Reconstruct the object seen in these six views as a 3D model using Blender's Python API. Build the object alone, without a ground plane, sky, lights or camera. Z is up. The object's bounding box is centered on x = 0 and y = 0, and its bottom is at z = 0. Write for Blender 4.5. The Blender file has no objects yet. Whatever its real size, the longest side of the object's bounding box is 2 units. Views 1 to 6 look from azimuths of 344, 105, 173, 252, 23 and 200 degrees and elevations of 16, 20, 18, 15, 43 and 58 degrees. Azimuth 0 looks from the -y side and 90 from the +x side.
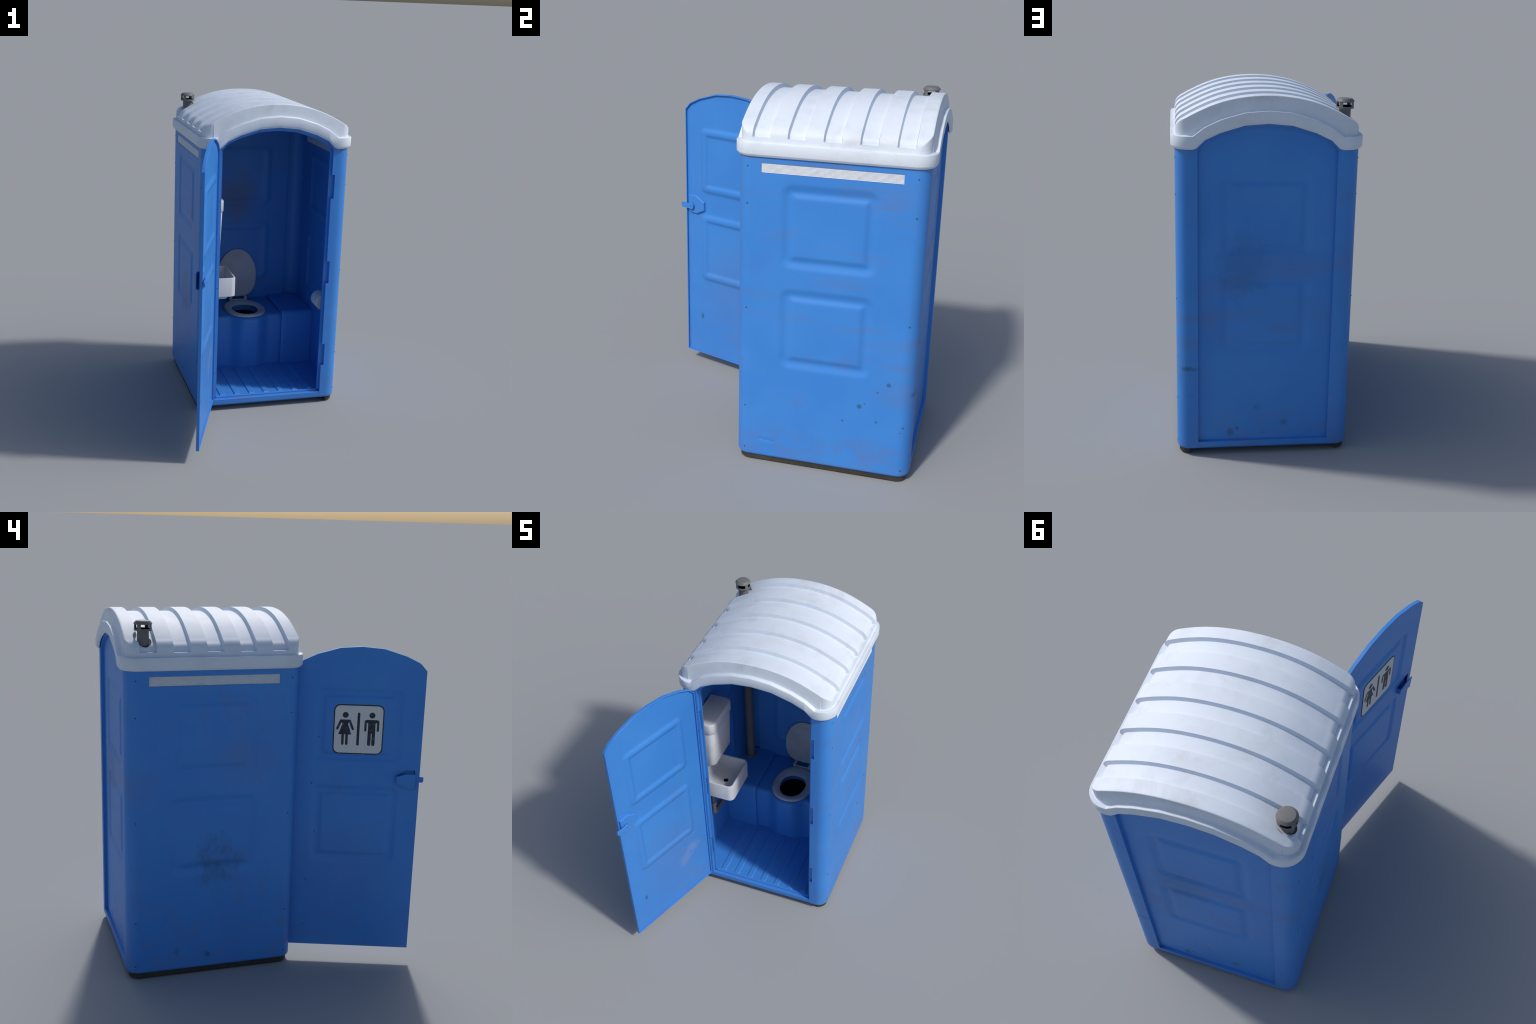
"""Portable toilet cabin: blue plastic cabin with open door, ribbed white roof, sink, tank and seat inside."""
import bpy, bmesh, math
import numpy as np
from mathutils import Vector, Matrix

CX, CY = 0.0735, 0.341            # centre of the cabin in plan
HX, HY = 0.476, 0.479            # half width (x) and half depth (y) of the cabin
OPEN_X = 0.361                   # half width of the front opening / back recess
WALL = 0.006                     # wall thickness
TANK_Z = 0.474
PIPE = (-0.330, 0.712)           # vent pipe in plan

# ---------------------------------------------------------------- helpers
root = bpy.data.objects.new("portable_toilet", None)
bpy.context.scene.collection.objects.link(root)
root["label"] = "blue plastic portable toilet cabin with white ribbed roof and open door"
root["category"] = "portable toilet"


def link(obj, parent=root):
    bpy.context.scene.collection.objects.link(obj)
    obj.parent = parent
    return obj


def finish_mesh(bm, name, mat, parent=root, angle=35, weld=1e-5, smooth=True):
    bmesh.ops.remove_doubles(bm, verts=bm.verts, dist=weld)
    bmesh.ops.recalc_face_normals(bm, faces=bm.faces)
    me = bpy.data.meshes.new(name)
    bm.to_mesh(me)
    bm.free()
    if smooth:
        me.polygons.foreach_set("use_smooth", [True] * len(me.polygons))
        me.set_sharp_from_angle(angle=math.radians(angle))
    obj = bpy.data.objects.new(name, me)
    if mat:
        me.materials.append(mat)
    return link(obj, parent)


def line_inside(obj, mat):
    """Give the faces that look towards the middle of the cabin their own material."""
    obj.data.materials.append(mat)
    mid = Vector((CX, CY, 0))
    for p in obj.data.polygons:
        d = p.center - mid
        d.z = 0
        if p.normal.dot(d.normalized()) < -0.25:
            p.material_index = 1


def apply_modifiers(obj):
    dg = bpy.context.evaluated_depsgraph_get()
    dg.update()
    me = bpy.data.meshes.new_from_object(obj.evaluated_get(dg))
    old = obj.data
    obj.modifiers.clear()
    obj.data = me
    me.name = old.name
    bpy.data.meshes.remove(old)


def shell(bm, outer, inner, keep=None):
    """Closed sheet between two point grids; cells where keep is False become holes."""
    nu, nv = len(outer), len(outer[0])
    vo = [[bm.verts.new(p) for p in row] for row in outer]
    vi = [[bm.verts.new(p) for p in row] for row in inner]
    use = {}

    def quad(a, b, c, d):
        vs = []
        for v in (a, b, c, d):
            if v not in vs:
                vs.append(v)
        if len(vs) > 2:
            try:
                bm.faces.new(vs)
            except ValueError:
                pass
    for i in range(nu - 1):
        for j in range(nv - 1):
            if keep is not None and not keep(i, j):
                continue
            quad(vo[i][j], vo[i + 1][j], vo[i + 1][j + 1], vo[i][j + 1])
            quad(vi[i][j], vi[i][j + 1], vi[i + 1][j + 1], vi[i + 1][j])
            for e in (((i, j), (i + 1, j)), ((i + 1, j), (i + 1, j + 1)),
                      ((i, j + 1), (i + 1, j + 1)), ((i, j), (i, j + 1))):
                use[e] = use.get(e, 0) + 1
    for ((a, b), (c, d)), n in use.items():
        if n == 1:
            quad(vo[a][b], vo[c][d], vi[c][d], vi[a][b])
    loose = [v for v in bm.verts if not v.link_faces]
    bmesh.ops.delete(bm, geom=loose, context="VERTS")


def loft(bm, rings, cap=True, closed=True):
    """Skin a list of rings with equal point counts."""
    vs = [[bm.verts.new(p) for p in r] for r in rings]
    n = len(rings[0])
    for a, b in zip(vs, vs[1:]):
        for k in range(n if closed else n - 1):
            bm.faces.new((a[k], a[(k + 1) % n], b[(k + 1) % n], b[k]))
    if cap:
        bm.faces.new(vs[0])
        bm.faces.new(vs[-1])
    return vs


def rounded_rect(hx, hy, r, seg=8, cx=0.0, cy=0.0):
    pts = []
    for qx, qy, a0 in ((1, 1, 0), (-1, 1, 90), (-1, -1, 180), (1, -1, 270)):
        for k in range(seg + 1):
            a = math.radians(a0 + 90 * k / seg)
            pts.append((cx + qx * (hx - r) + r * math.cos(a), cy + qy * (hy - r) + r * math.sin(a)))
    return pts


def box(bm, x0, x1, y0, y1, z0, z1, bev=0.0, seg=2):
    tmp = bmesh.new()
    bmesh.ops.create_cube(tmp, size=1)
    for v in tmp.verts:
        v.co = Vector(((x0 + x1) / 2 + v.co.x * (x1 - x0), (y0 + y1) / 2 + v.co.y * (y1 - y0),
                       (z0 + z1) / 2 + v.co.z * (z1 - z0)))
    if bev:
        bmesh.ops.bevel(tmp, geom=tmp.edges[:], offset=bev, segments=seg, affect="EDGES")
    join(bm, tmp)


def join(bm, tmp, matrix=None):
    me = bpy.data.meshes.new("scratch")
    tmp.to_mesh(me)
    tmp.free()
    if matrix:
        me.transform(matrix)
    bm.from_mesh(me)
    bpy.data.meshes.remove(me)


def lathe(bm, prof, cx, cy, n=32):
    """Revolve (radius, z) pairs about the vertical through (cx, cy)."""
    rings = [[(cx + r * math.cos(2 * math.pi * k / n), cy + r * math.sin(2 * math.pi * k / n), z)
              for k in range(n)] for r, z in prof]
    return loft(bm, rings)


def tube(bm, path, r, n=16):
    rings = []
    path = [Vector(p) for p in path]
    up = Vector((1, 0, 0))
    for i, p in enumerate(path):
        t = (path[min(i + 1, len(path) - 1)] - path[max(i - 1, 0)]).normalized()
        a = up.cross(t).normalized() if abs(up.dot(t)) < 0.95 else Vector((0, 1, 0)).cross(t).normalized()
        b = t.cross(a)
        rings.append([p + r * (math.cos(2 * math.pi * k / n) * a + math.sin(2 * math.pi * k / n) * b) for k in range(n)])
    loft(bm, rings)


def interp(x, pts):
    xs, ys = zip(*pts)
    return float(np.interp(x, xs, ys))


def smooth(a, b, x):
    t = min(1.0, max(0.0, (x - a) / (b - a)))
    return t * t * (3 - 2 * t)


def spaced(values, lo, hi, step):
    """Sample positions from lo to hi, about step apart, that include all the given values."""
    marks = sorted(set([lo, hi] + [v for v in values if lo < v < hi]))
    out = []
    for a, b in zip(marks, marks[1:]):
        n = max(1, int(round((b - a) / step)))
        out += [a + (b - a) * k / n for k in range(n)]
    return out + [hi]


def rr_dist(u, v, u0, u1, v0, v1, r):
    """Signed distance to a rounded rectangle (negative inside)."""
    du = abs(u - (u0 + u1) / 2) - (u1 - u0) / 2 + r
    dv = abs(v - (v0 + v1) / 2) - (v1 - v0) / 2 + r
    return math.hypot(max(du, 0), max(dv, 0)) + min(max(du, dv), 0) - r


PANELS = ((1.153, 1.598), (0.592, 1.046))     # lower and upper edge of each pressed frame


DOOR_PANELS = ((1.193, 1.612), (0.604, 1.057))


def panel_groove(u, z, depth, half=0.247, wide=1.12, panels=PANELS, band=0.058, corner=0.058):
    """Depth of the pressed rectangular groove that frames each panel."""
    d = 0.0
    for z0, z1 in panels:
        if not (z0 - 0.05 < z < z1 + 0.05 and abs(u) < half + 0.05):
            continue
        o = rr_dist(u, z, -half, half, z0, z1, corner)
        i = rr_dist(u, z, -half + band, half - band, z0 + band, z1 - band, 0.008)
        d = max(d, smooth(0.006 * wide, -0.036 * wide, o) * smooth(-0.017 * wide, 0.017 * wide, i))
    return d * depth


# ---------------------------------------------------------------- materials
def new_material(name, rough=0.5, spec=0.4):
    m = bpy.data.materials.new(name)
    m.use_nodes = True
    nt = m.node_tree
    b = nt.nodes["Principled BSDF"]
    b.inputs["Roughness"].default_value = rough
    b.inputs["Specular IOR Level"].default_value = spec
    return m, nt, b


class Nodes:
    """Small wrapper to write node graphs briefly."""

    def __init__(self, nt):
        self.nt = nt
        self.co = nt.nodes.new("ShaderNodeTexCoord").outputs["Object"]

    def _set(self, sock, v):
        if hasattr(v, "is_output"):
            self.nt.links.new(v, sock)
        else:
            sock.default_value = v

    def math(self, op, a, b=0.0):
        n = self.nt.nodes.new("ShaderNodeMath")
        n.operation = op
        self._set(n.inputs[0], a)
        self._set(n.inputs[1], b)
        return n.outputs[0]

    def vec(self, op, a, b):
        n = self.nt.nodes.new("ShaderNodeVectorMath")
        n.operation = op
        self._set(n.inputs[0], a)
        self._set(n.inputs[1], b)
        return n.outputs["Value"] if op in ("LENGTH", "DISTANCE") else n.outputs[0]

    def noise(self, scale, stretch=(1, 1, 1), detail=4, rough=0.6, shift=(0, 0, 0), warp=0.0):
        n = self.nt.nodes.new("ShaderNodeTexNoise")
        v = self.vec("ADD", self.vec("MULTIPLY", self.co, stretch), shift)
        self.nt.links.new(v, n.inputs["Vector"])
        n.inputs["Scale"].default_value = scale
        n.inputs["Detail"].default_value = detail
        n.inputs["Roughness"].default_value = rough
        n.inputs["Distortion"].default_value = warp
        return n.outputs["Fac"]

    def ramp(self, v, lo, hi, out=1.0):
        n = self.nt.nodes.new("ShaderNodeMapRange")
        n.interpolation_type = "SMOOTHSTEP"
        self._set(n.inputs["Value"], v)
        n.inputs["From Min"].default_value = lo
        n.inputs["From Max"].default_value = hi
        n.inputs["To Min"].default_value = 0
        n.inputs["To Max"].default_value = out
        return n.outputs["Result"]

    def mix(self, fac, a, b, mode="MIX"):
        n = self.nt.nodes.new("ShaderNodeMix")
        n.data_type = "RGBA"
        n.blend_type = mode
        self._set(n.inputs["Factor"], fac)
        for s, v in ((n.inputs["A"], a), (n.inputs["B"], b)):
            self._set(s, v)
        return n.outputs["Result"]

    def blob(self, centre, radii, soft=0.5, wobble=None):
        """1 inside an ellipsoid round centre, fading out at its edge."""
        d = self.vec("DIVIDE", self.vec("SUBTRACT", self.co, centre), radii)
        n = self.nt.nodes.new("ShaderNodeVectorMath")
        n.operation = "LENGTH"
        self.nt.links.new(d, n.inputs[0])
        r = n.outputs["Value"]
        if wobble is not None:
            r = self.math("ADD", r, wobble)
        n = self.ramp(r, 1.0 - soft, 1.0)
        return self.math("SUBTRACT", 1.0, n)


def rgb(r, g, b):
    return (r, g, b, 1.0)


BLUE = rgb(0.043, 0.220, 0.640)
BLUE_PALE = rgb(0.050, 0.238, 0.660)
BROWN = rgb(0.105, 0.180, 0.430)
GRIME = rgb(0.038, 0.115, 0.275)
TEAL = rgb(0.030, 0.110, 0.200)


def blue_plastic(name, stretch=(3.0, 1.2, 7.0), dirt=0.34, shift=(0, 0, 0), low=0.30, spots=(), patches=()):
    """Weathered blue polyethylene: faint mottling, brownish smears, scattered stains."""
    m, nt, b = new_material(name, 0.46, 0.35)
    N = Nodes(nt)
    col = N.mix(N.ramp(N.noise(2.2, shift=shift, detail=3), 0.35, 0.65), BLUE, BLUE_PALE)
    fine = N.noise(38, shift=shift, detail=3)
    col = N.mix(N.ramp(fine, 0.45, 0.75, 0.10), col, rgb(0.040, 0.20, 0.59))
    # long smears of brownish dirt
    smear = N.noise(1.6, stretch, 6, 0.62, shift, 0.6)
    area = N.noise(1.3, (1, 1, 1), 2, 0.5, (shift[0] + 3.1, shift[1], shift[2]))
    mask = N.math("MULTIPLY", N.ramp(smear, 0.50, 0.70), N.ramp(area, 0.40, 0.60, dirt))
    col = N.mix(mask, col, BROWN)
    # splashed mud near the ground, broken up by noise
    z = nt.nodes.new("ShaderNodeSeparateXYZ")
    nt.links.new(N.co, z.inputs[0])
    h = N.math("ADD", z.outputs["Z"], N.math("MULTIPLY", N.noise(5, (1, 1, 2.2), 5, 0.65, shift), -0.75))
    splash = N.math("SUBTRACT", 1.0, N.ramp(h, -0.28, 0.0))
    splash = N.math("MULTIPLY", splash, N.ramp(N.noise(9, (1, 1, 2), 5, 0.7, shift), 0.40, 0.66, low))
    col = N.mix(splash, col, BROWN)
    if patches:
        tex = N.noise(16, (1, 1, 1), 6, 0.7, shift, 1.0)
        wob = N.math("MULTIPLY", N.math("SUBTRACT", tex, 0.5), 1.6)
        for centre, radii, colour, amount, grain in patches:
            f = N.blob(centre, radii, 0.7, wob)
            if grain:
                f = N.math("MULTIPLY", f, N.ramp(N.noise(grain, (1, 1, 0.6), 5, 0.7, shift, 1.5), 0.44, 0.60))
            col = N.mix(N.math("MULTIPLY", f, amount), col, colour)
    if spots:
        wob = N.math("MULTIPLY", N.math("SUBTRACT", N.noise(60, detail=2), 0.5), 0.9)
        for centre, r, amount in spots:
            f = N.math("MULTIPLY", N.blob(centre, (r * 3, r, r), 0.45, wob), amount)
            col = N.mix(f, col, TEAL)
    nt.links.new(col, b.inputs["Base Color"])
    rgh = N.math("ADD", N.math("MULTIPLY", fine, 0.16), 0.38)
    nt.links.new(rgh, b.inputs["Roughness"])
    bump = nt.nodes.new("ShaderNodeBump")
    bump.inputs["Strength"].default_value = 0.04
    bump.inputs["Distance"].default_value = 0.004
    nt.links.new(N.noise(9, detail=3), bump.inputs["Height"])
    nt.links.new(bump.outputs["Normal"], b.inputs["Normal"])
    return m


def plain(name, colour, second, rough=0.5, spec=0.4, scale=14, stain=None, amount=0.3, lo=0.45, hi=0.7):
    m, nt, b = new_material(name, rough, spec)
    N = Nodes(nt)
    col = N.mix(N.ramp(N.noise(scale, detail=5, rough=0.65), lo, hi), colour, second)
    if stain:
        col = N.mix(N.ramp(N.noise(scale * 0.45, (1, 1, 1), 6, 0.7, (5, 2, 7), 0.8), 0.52, 0.74, amount), col, stain)
    nt.links.new(col, b.inputs["Base Color"])
    return m


XR, XL = CX + HX, CX - HX
right_spots = [((XR, y + 0.002, z + 0.006), r, a) for y, z, r, a in (
    (0.686, 0.568, 0.0155, 0.8), (0.629, 0.518, 0.0085, 0.6), (0.537, 0.423, 0.0165, 0.8), (0.565, 0.442, 0.0075, 0.6),
    (0.452, 0.325, 0.0095, 0.7), (0.631, 0.344, 0.0105, 0.7), (0.758, 0.298, 0.007, 0.5), (0.797, 0.452, 0.008, 0.8))]
right_spots += [((0.48, 0.81, 0.521), 0.020, 0.7), ((0.465, 0.81, 0.473), 0.009, 0.5), ((0.47, 0.81, 0.361), 0.012, 0.6)]
mat_right = blue_plastic("blue_plastic_sunny_wall", (2, 1.1, 6.5), 0.55, (0.4, 1.7, 0.2), 0.40, right_spots,
                         [((XR, 0.36, 0.66), (0.2, 0.30, 0.06), BROWN, 0.30, 7), ((XR, 0.42, 1.10), (0.2, 0.22, 0.05), BROWN, 0.26, 0),
                          ((XR, 0.72, 0.50), (0.2, 0.14, 0.08), BROWN, 0.26, 0), ((XR, 0.16, 0.42), (0.2, 0.16, 0.05), BROWN, 0.28, 7),
                          ((XR, 0.50, 0.16), (0.2, 0.30, 0.10), BROWN, 0.36, 8), ((XR, 0.0, 1.16), (0.2, 0.14, 0.10), BROWN, 0.14, 8)])
mat_left = blue_plastic("blue_plastic_shady_wall", (2, 3.2, 2.0), 0.45, (7.4, 2.2, 1.1), 0.55, (),
                        [((XL, 0.315, 0.66), (0.2, 0.17, 0.22), GRIME, 0.5, 13), ((XL, 0.315, 0.665), (0.2, 0.20, 0.022), GRIME, 0.35, 0), ((XL, 0.315, 0.66), (0.2, 0.17, 0.22), GRIME, 0.22, 0),
                         ((XL, 0.546, 0.15), (0.2, 0.022, 0.045), GRIME, 0.85, 30), ((XL, 0.366, 0.112), (0.2, 0.026, 0.026), GRIME, 0.85, 0),
                         ((XL, 0.16, 0.52), (0.2, 0.20, 0.32), BROWN, 0.36, 6), ((XL, 0.15, 1.22), (0.2, 0.25, 0.18), BROWN, 0.26, 0)])
mat_back = blue_plastic("blue_plastic_rear_panel", (1.0, 2, 5.0), 0.36, (2.7, 0.6, 4.1), 0.5, (),
                        [((0.20, 0.80, 1.09), (0.19, 0.2, 0.22), GRIME, 0.34, 0), ((-0.06, 0.80, 1.09), (0.24, 0.2, 0.12), BROWN, 0.24, 0),
                         ((0.37, 0.80, 0.81), (0.07, 0.2, 0.09), BROWN, 0.4, 0), ((-0.05, 0.80, 0.74), (0.22, 0.2, 0.05), BROWN, 0.34, 6),
                         ((0.107, 0.81, 0.275), (0.030, 0.2, 0.030), GRIME, 0.8, 28), ((-0.044, 0.81, 0.177), (0.028, 0.2, 0.025), GRIME, 0.7, 0),
                         ((0.257, 0.81, 0.122), (0.024, 0.2, 0.03), GRIME, 0.7, 0), ((0.061, 0.81, 0.122), (0.03, 0.2, 0.03), GRIME, 0.7, 28),
                         ((0.219, 0.81, 0.147), (0.014, 0.2, 0.014), GRIME, 0.7, 0)])
mat_back_inside = blue_plastic("blue_plastic_rear_inside", (1.0, 2, 5.0), 0.4, (6.1, 1.6, 3.3), 0.0, (),
                               [((0.075, 0.79, 1.22), (0.17, 0.2, 0.24), rgb(0.115, 0.140, 0.230), 0.6, 0)])
mat_frame = blue_plastic("blue_plastic_frame", (3, 3, 3), 0.18, (1.1, 5.5, 0.7), 0.2)
mat_inside = blue_plastic("blue_plastic_inside", (2, 2, 2), 0.2, (4.4, 0.2, 8.3), 0.0)
mat_floor = blue_plastic("blue_plastic_floor", (2, 2, 2), 0.2, (9.4, 3.2, 1.3), 0.12)
DOOR_DIRT = ((2.2, 2, 1.2), 0.42, (3.3, 8.2, 2.6), 0.5, ())
mat_door = blue_plastic("blue_plastic_door", *DOOR_DIRT, [((0.30, 0.0, 0.55), (0.40, 0.2, 0.45), BROWN, 0.22, 0)])
mat_door_inside = blue_plastic("blue_plastic_door_inside", *DOOR_DIRT,
                               [((0.30, 0.0, 0.55), (0.40, 0.2, 0.45), BROWN, 0.26, 0),
                                ((0.15, 0.0, 0.47), (0.085, 0.2, 0.075), rgb(0.170, 0.275, 0.540), 0.55, 0),
                                ((0.22, 0.0, 0.40), (0.080, 0.2, 0.065), rgb(0.170, 0.275, 0.540), 0.50, 0),
                                ((0.590, 0.0, 0.345), (0.018, 0.2, 0.027), TEAL, 0.85, 0)])
mat_white = plain("white_roof_plastic", rgb(0.670, 0.738, 0.835), rgb(0.625, 0.690, 0.775), 0.58, 0.3, 7, rgb(0.50, 0.535, 0.58), 0.60)
mat_strip = plain("white_vent_plastic", rgb(0.60, 0.645, 0.71), rgb(0.54, 0.58, 0.64), 0.55, 0.3, 20)
mat_sanitary = plain("pale_sanitary_plastic", rgb(0.58, 0.615, 0.67), rgb(0.54, 0.565, 0.60), 0.40, 0.45, 9)
mat_seat = plain("grey_seat_plastic", rgb(0.46, 0.50, 0.57), rgb(0.40, 0.425, 0.46), 0.42, 0.4, 6)
mat_grey = plain("grey_pipe_plastic", rgb(0.155, 0.157, 0.160), rgb(0.135, 0.137, 0.140), 0.55, 0.35, 15)
mat_drain = plain("grey_drain_plastic", rgb(0.17, 0.17, 0.17), rgb(0.14, 0.14, 0.14), 0.5, 0.4, 20)
mat_skid = plain("dark_rubber", rgb(0.040, 0.037, 0.033), rgb(0.060, 0.054, 0.046), 0.75, 0.25, 12)
mat_screw = plain("rusty_screw", rgb(0.040, 0.075, 0.15), rgb(0.06, 0.07, 0.10), 0.6, 0.4, 90)
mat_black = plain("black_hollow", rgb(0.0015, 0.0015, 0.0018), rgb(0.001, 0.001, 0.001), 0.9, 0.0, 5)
mat_paper = plain("toilet_paper", rgb(0.62, 0.64, 0.68), rgb(0.56, 0.58, 0.62), 0.9, 0.1, 20)
mat_core = plain("cardboard_core", rgb(0.36, 0.36, 0.36), rgb(0.30, 0.30, 0.30), 0.9, 0.1, 20)


def worn_print(name, colour, wear, lo, hi):
    """Printed sign ink, flaked off in small specks so that the blue shows through."""
    m, nt, b = new_material(name, 0.5, 0.35)
    N = Nodes(nt)
    f = N.math("MULTIPLY", N.ramp(N.noise(55, detail=4, rough=0.7), lo, hi), N.ramp(N.noise(14, detail=2), 0.42, 0.62))
    nt.links.new(N.mix(N.math("MULTIPLY", f, wear), colour, BLUE), b.inputs["Base Color"])
    return m


mat_sign = worn_print("white_sign_print", rgb(0.62, 0.63, 0.64), 0.40, 0.56, 0.70)
mat_ink = worn_print("black_sign_print", rgb(0.022, 0.024, 0.028), 0.45, 0.50, 0.66)

# ---------------------------------------------------------------- arches
ARCH = ((0.361, 1.722), (0.324, 1.764), (0.247, 1.801), (0.122, 1.839), (0.0, 1.849))   # front opening, half
DOOR_ARCH = ((0.0, 1.838), (0.118, 1.829), (0.242, 1.792), (0.317, 1.756), (0.354, 1.716))
RIM_LOW = ((0.0, 1.860), (0.122, 1.850), (0.245, 1.812), (0.323, 1.775), (0.365, 1.734), (0.385, 1.727), (0.6, 1.727))
RIM_TOP = ((0.0, 1.927), (0.120, 1.917), (0.243, 1.881), (0.325, 1.842), (0.385, 1.796), (0.6, 1.796))
NOTCHES = ((0.270, 0.419), (0.843, 0.992), (1.407, 1.560))
STRIP_Y, STRIP_Z = 0.354, (1.645, 1.697)


# ---------------------------------------------------------------- side walls
def side_wall(sign, mat):
    r = 0.072
    ring = [(OPEN_X - 0.0132, -HY + 0.036), (OPEN_X - 0.0132, -HY + 0.024), (OPEN_X, -HY + 0.024), (OPEN_X, -HY)]
    ring += [(OPEN_X + 0.019, -HY)]
    ring += [(HX - r + r * math.sin(a), -HY + r - r * math.cos(a)) for a in np.linspace(0, math.pi / 2, 11)]
    ring += [(HX, y) for y in spaced((-STRIP_Y, STRIP_Y), -HY + r, HY - r, 0.0075)[1:-1]]
    ring += [(HX - r + r * math.cos(a), HY - r + r * math.sin(a)) for a in np.linspace(0, math.pi / 2, 11)]
    ring += [(OPEN_X + 0.02, HY), (OPEN_X, HY), (OPEN_X, HY - 0.020), (OPEN_X, HY - 0.026)]
    n = len(ring)
    eps = 0.0004
    marks = list(STRIP_Z) + [v + e for a, b in NOTCHES for v in (a, b) for e in (0, eps)]
    zs = [0.033, 0.037] + spaced(marks, 0.046, 1.79, 0.0075)
    outer, inner = [[] for _ in ring], [[] for _ in ring]
    for z in zs:
        path = [list(p) for p in ring]
        if any(a + eps <= z <= b + eps * 0.5 for a, b in NOTCHES):
            path[2][0] = path[3][0] = OPEN_X + 0.0185
        tuck = 0.012 if z < 0.035 else (0.005 if z < 0.04 else 0.0)
        P = [Vector(p) for p in path]
        for k in range(n):
            a = (P[k] - P[k - 1]).normalized() if k else (P[1] - P[0]).normalized()
            b = (P[k + 1] - P[k]).normalized() if k < n - 1 else a
            na, nb = Vector((-a.y, a.x)), Vector((-b.y, b.x))
            nn = (na + nb)
            nn = nn / max(0.3, (1 + na.dot(nb)))
            inset = tuck if 4 <= k <= n - 4 else (tuck if k in (3, n - 3) else 0)
            if k in (3, n - 3):
                nn_out = Vector((0, 1 if k == 3 else -1))
            else:
                nn_out = nn
            if abs(P[k].x - HX) < 1e-6 and abs(P[k].y) < HY - r + 1e-6:
                inset += panel_groove(P[k].y, z, 0.0095)
                # dented scratch low on the sunny side
                if sign > 0:
                    yy = P[k].y + CY
                    line = 0.139 - 0.10 * (yy - 0.035) + 0.004 * math.sin(yy * 160)
                    inset += 0.004 * math.exp(-((z - line) / 0.006) ** 2) * smooth(0.055, 0.03, abs(yy - 0.035))
            o = P[k] + nn_out * inset
            i = o + nn * WALL
            outer[k].append((CX + sign * o.x, CY + o.y, z))
            inner[k].append((CX + sign * i.x, CY + i.y, z))

    def keep(i, j):
        ym = (ring[i][1] + ring[i + 1][1]) / 2
        zm = (zs[j] + zs[j + 1]) / 2
        flat = abs(ring[i][0] - HX) < 1e-6 and abs(ring[i + 1][0] - HX) < 1e-6
        return not (flat and abs(ym) < STRIP_Y and STRIP_Z[0] < zm < STRIP_Z[1])
    bm = bmesh.new()
    shell(bm, outer, inner, keep)
    obj = finish_mesh(bm, "side_wall", mat, angle=40)
    line_inside(obj, mat_inside)
    return obj


walls = [side_wall(1, mat_right), side_wall(-1, mat_left)]


def vent_strip(sign, wall):
    """White louvre set into the slot under the roof."""
    bm = bmesh.new()
    z0, z1 = STRIP_Z[0] + 0.0004, STRIP_Z[1] - 0.0004
    prof, slats = [], 9
    for k in range(slats):
        a = z0 + (z1 - z0) * k / slats
        h = (z1 - z0) / slats
        prof += [(HX - 0.0050, a), (HX - 0.0034, a + 0.25 * h), (HX - 0.0034, a + 0.55 * h), (HX - 0.0050, a + 0.9 * h)]
    prof += [(HX - 0.0050, z1), (HX - WALL - 0.002, z1), (HX - WALL - 0.002, z0)]
    y = STRIP_Y - 0.0004
    loft(bm, [[(CX + sign * px, CY + s * y, pz) for px, pz in prof] for s in (-1, 1)])
    return finish_mesh(bm, "vent_strip", mat_strip, wall, 25)


for sgn, w in zip((1, -1), walls):
    vent_strip(sgn, w)

# screws down both edges of each side wall
bm = bmesh.new()
bmesh.ops.create_uvsphere(bm, u_segments=10, v_segments=6, radius=0.0042)
for v in bm.verts:
    v.co.x *= 0.25
screw = finish_mesh(bm, "screw", mat_screw, walls[0])
first = True
for sgn, w in zip((1, -1), walls):
    for yy, dy in ((-0.423, 0.004), (0.423, 0.004)):
        for k, zz in enumerate((1.676, 1.484, 0.914, 0.338, 0.080)):
            o = screw if first else link(screw.copy(), w)
            first = False
            o.location = (CX + sgn * (HX - 0.0009), CY + yy + (0.003 * k if yy > 0 else -0.001 * k), zz)

# ---------------------------------------------------------------- front and back frames
def arch_path(shift=0.0):
    pts = [(-x, z) for x, z in ARCH] + [(x, z) for x, z in ARCH[::-1][1:]]
    return [Vector(p) for p in pts]


def sweep_arch(bm, profile, sign):
    """Sweep (outward offset, y) pairs along the arched head of the opening."""
    P = arch_path()
    rings = []
    for k, p in enumerate(P):
        a = (p - P[k - 1]).normalized() if k else Vector((0, 1))
        b = (P[k + 1] - p).normalized() if k < len(P) - 1 else Vector((0, -1))
        na, nb = Vector((-a.y, a.x)), Vector((-b.y, b.x))
        nn = (na + nb) / (1 + na.dot(nb))
        rings.append([(CX + p.x + nn.x * o, CY + sign * y, p.y + nn.y * o) for o, y in profile])
    loft(bm, rings)


bm = bmesh.new()
f = HY - 0.0008
sweep_arch(bm, [(0.045, f), (0, f), (0, HY - 0.024), (-0.0130, HY - 0.024), (-0.0130, HY - 0.036), (0.045, HY - 0.036)], -1)
sill = [(-f + 0.010, 0.034), (-f, 0.046), (-f, 0.076), (-f + 0.002, 0.078), (-HY + 0.024, 0.078), (-HY + 0.024, 0.088),
        (-HY + 0.026, 0.090), (-HY + 0.036, 0.090), (-HY + 0.036, 0.034)]
loft(bm, [[(CX + s * (OPEN_X - 0.0002), CY + y, z) for y, z in sill] for s in (-1, 1)])
finish_mesh(bm, "door_frame", mat_frame, angle=30)

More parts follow.
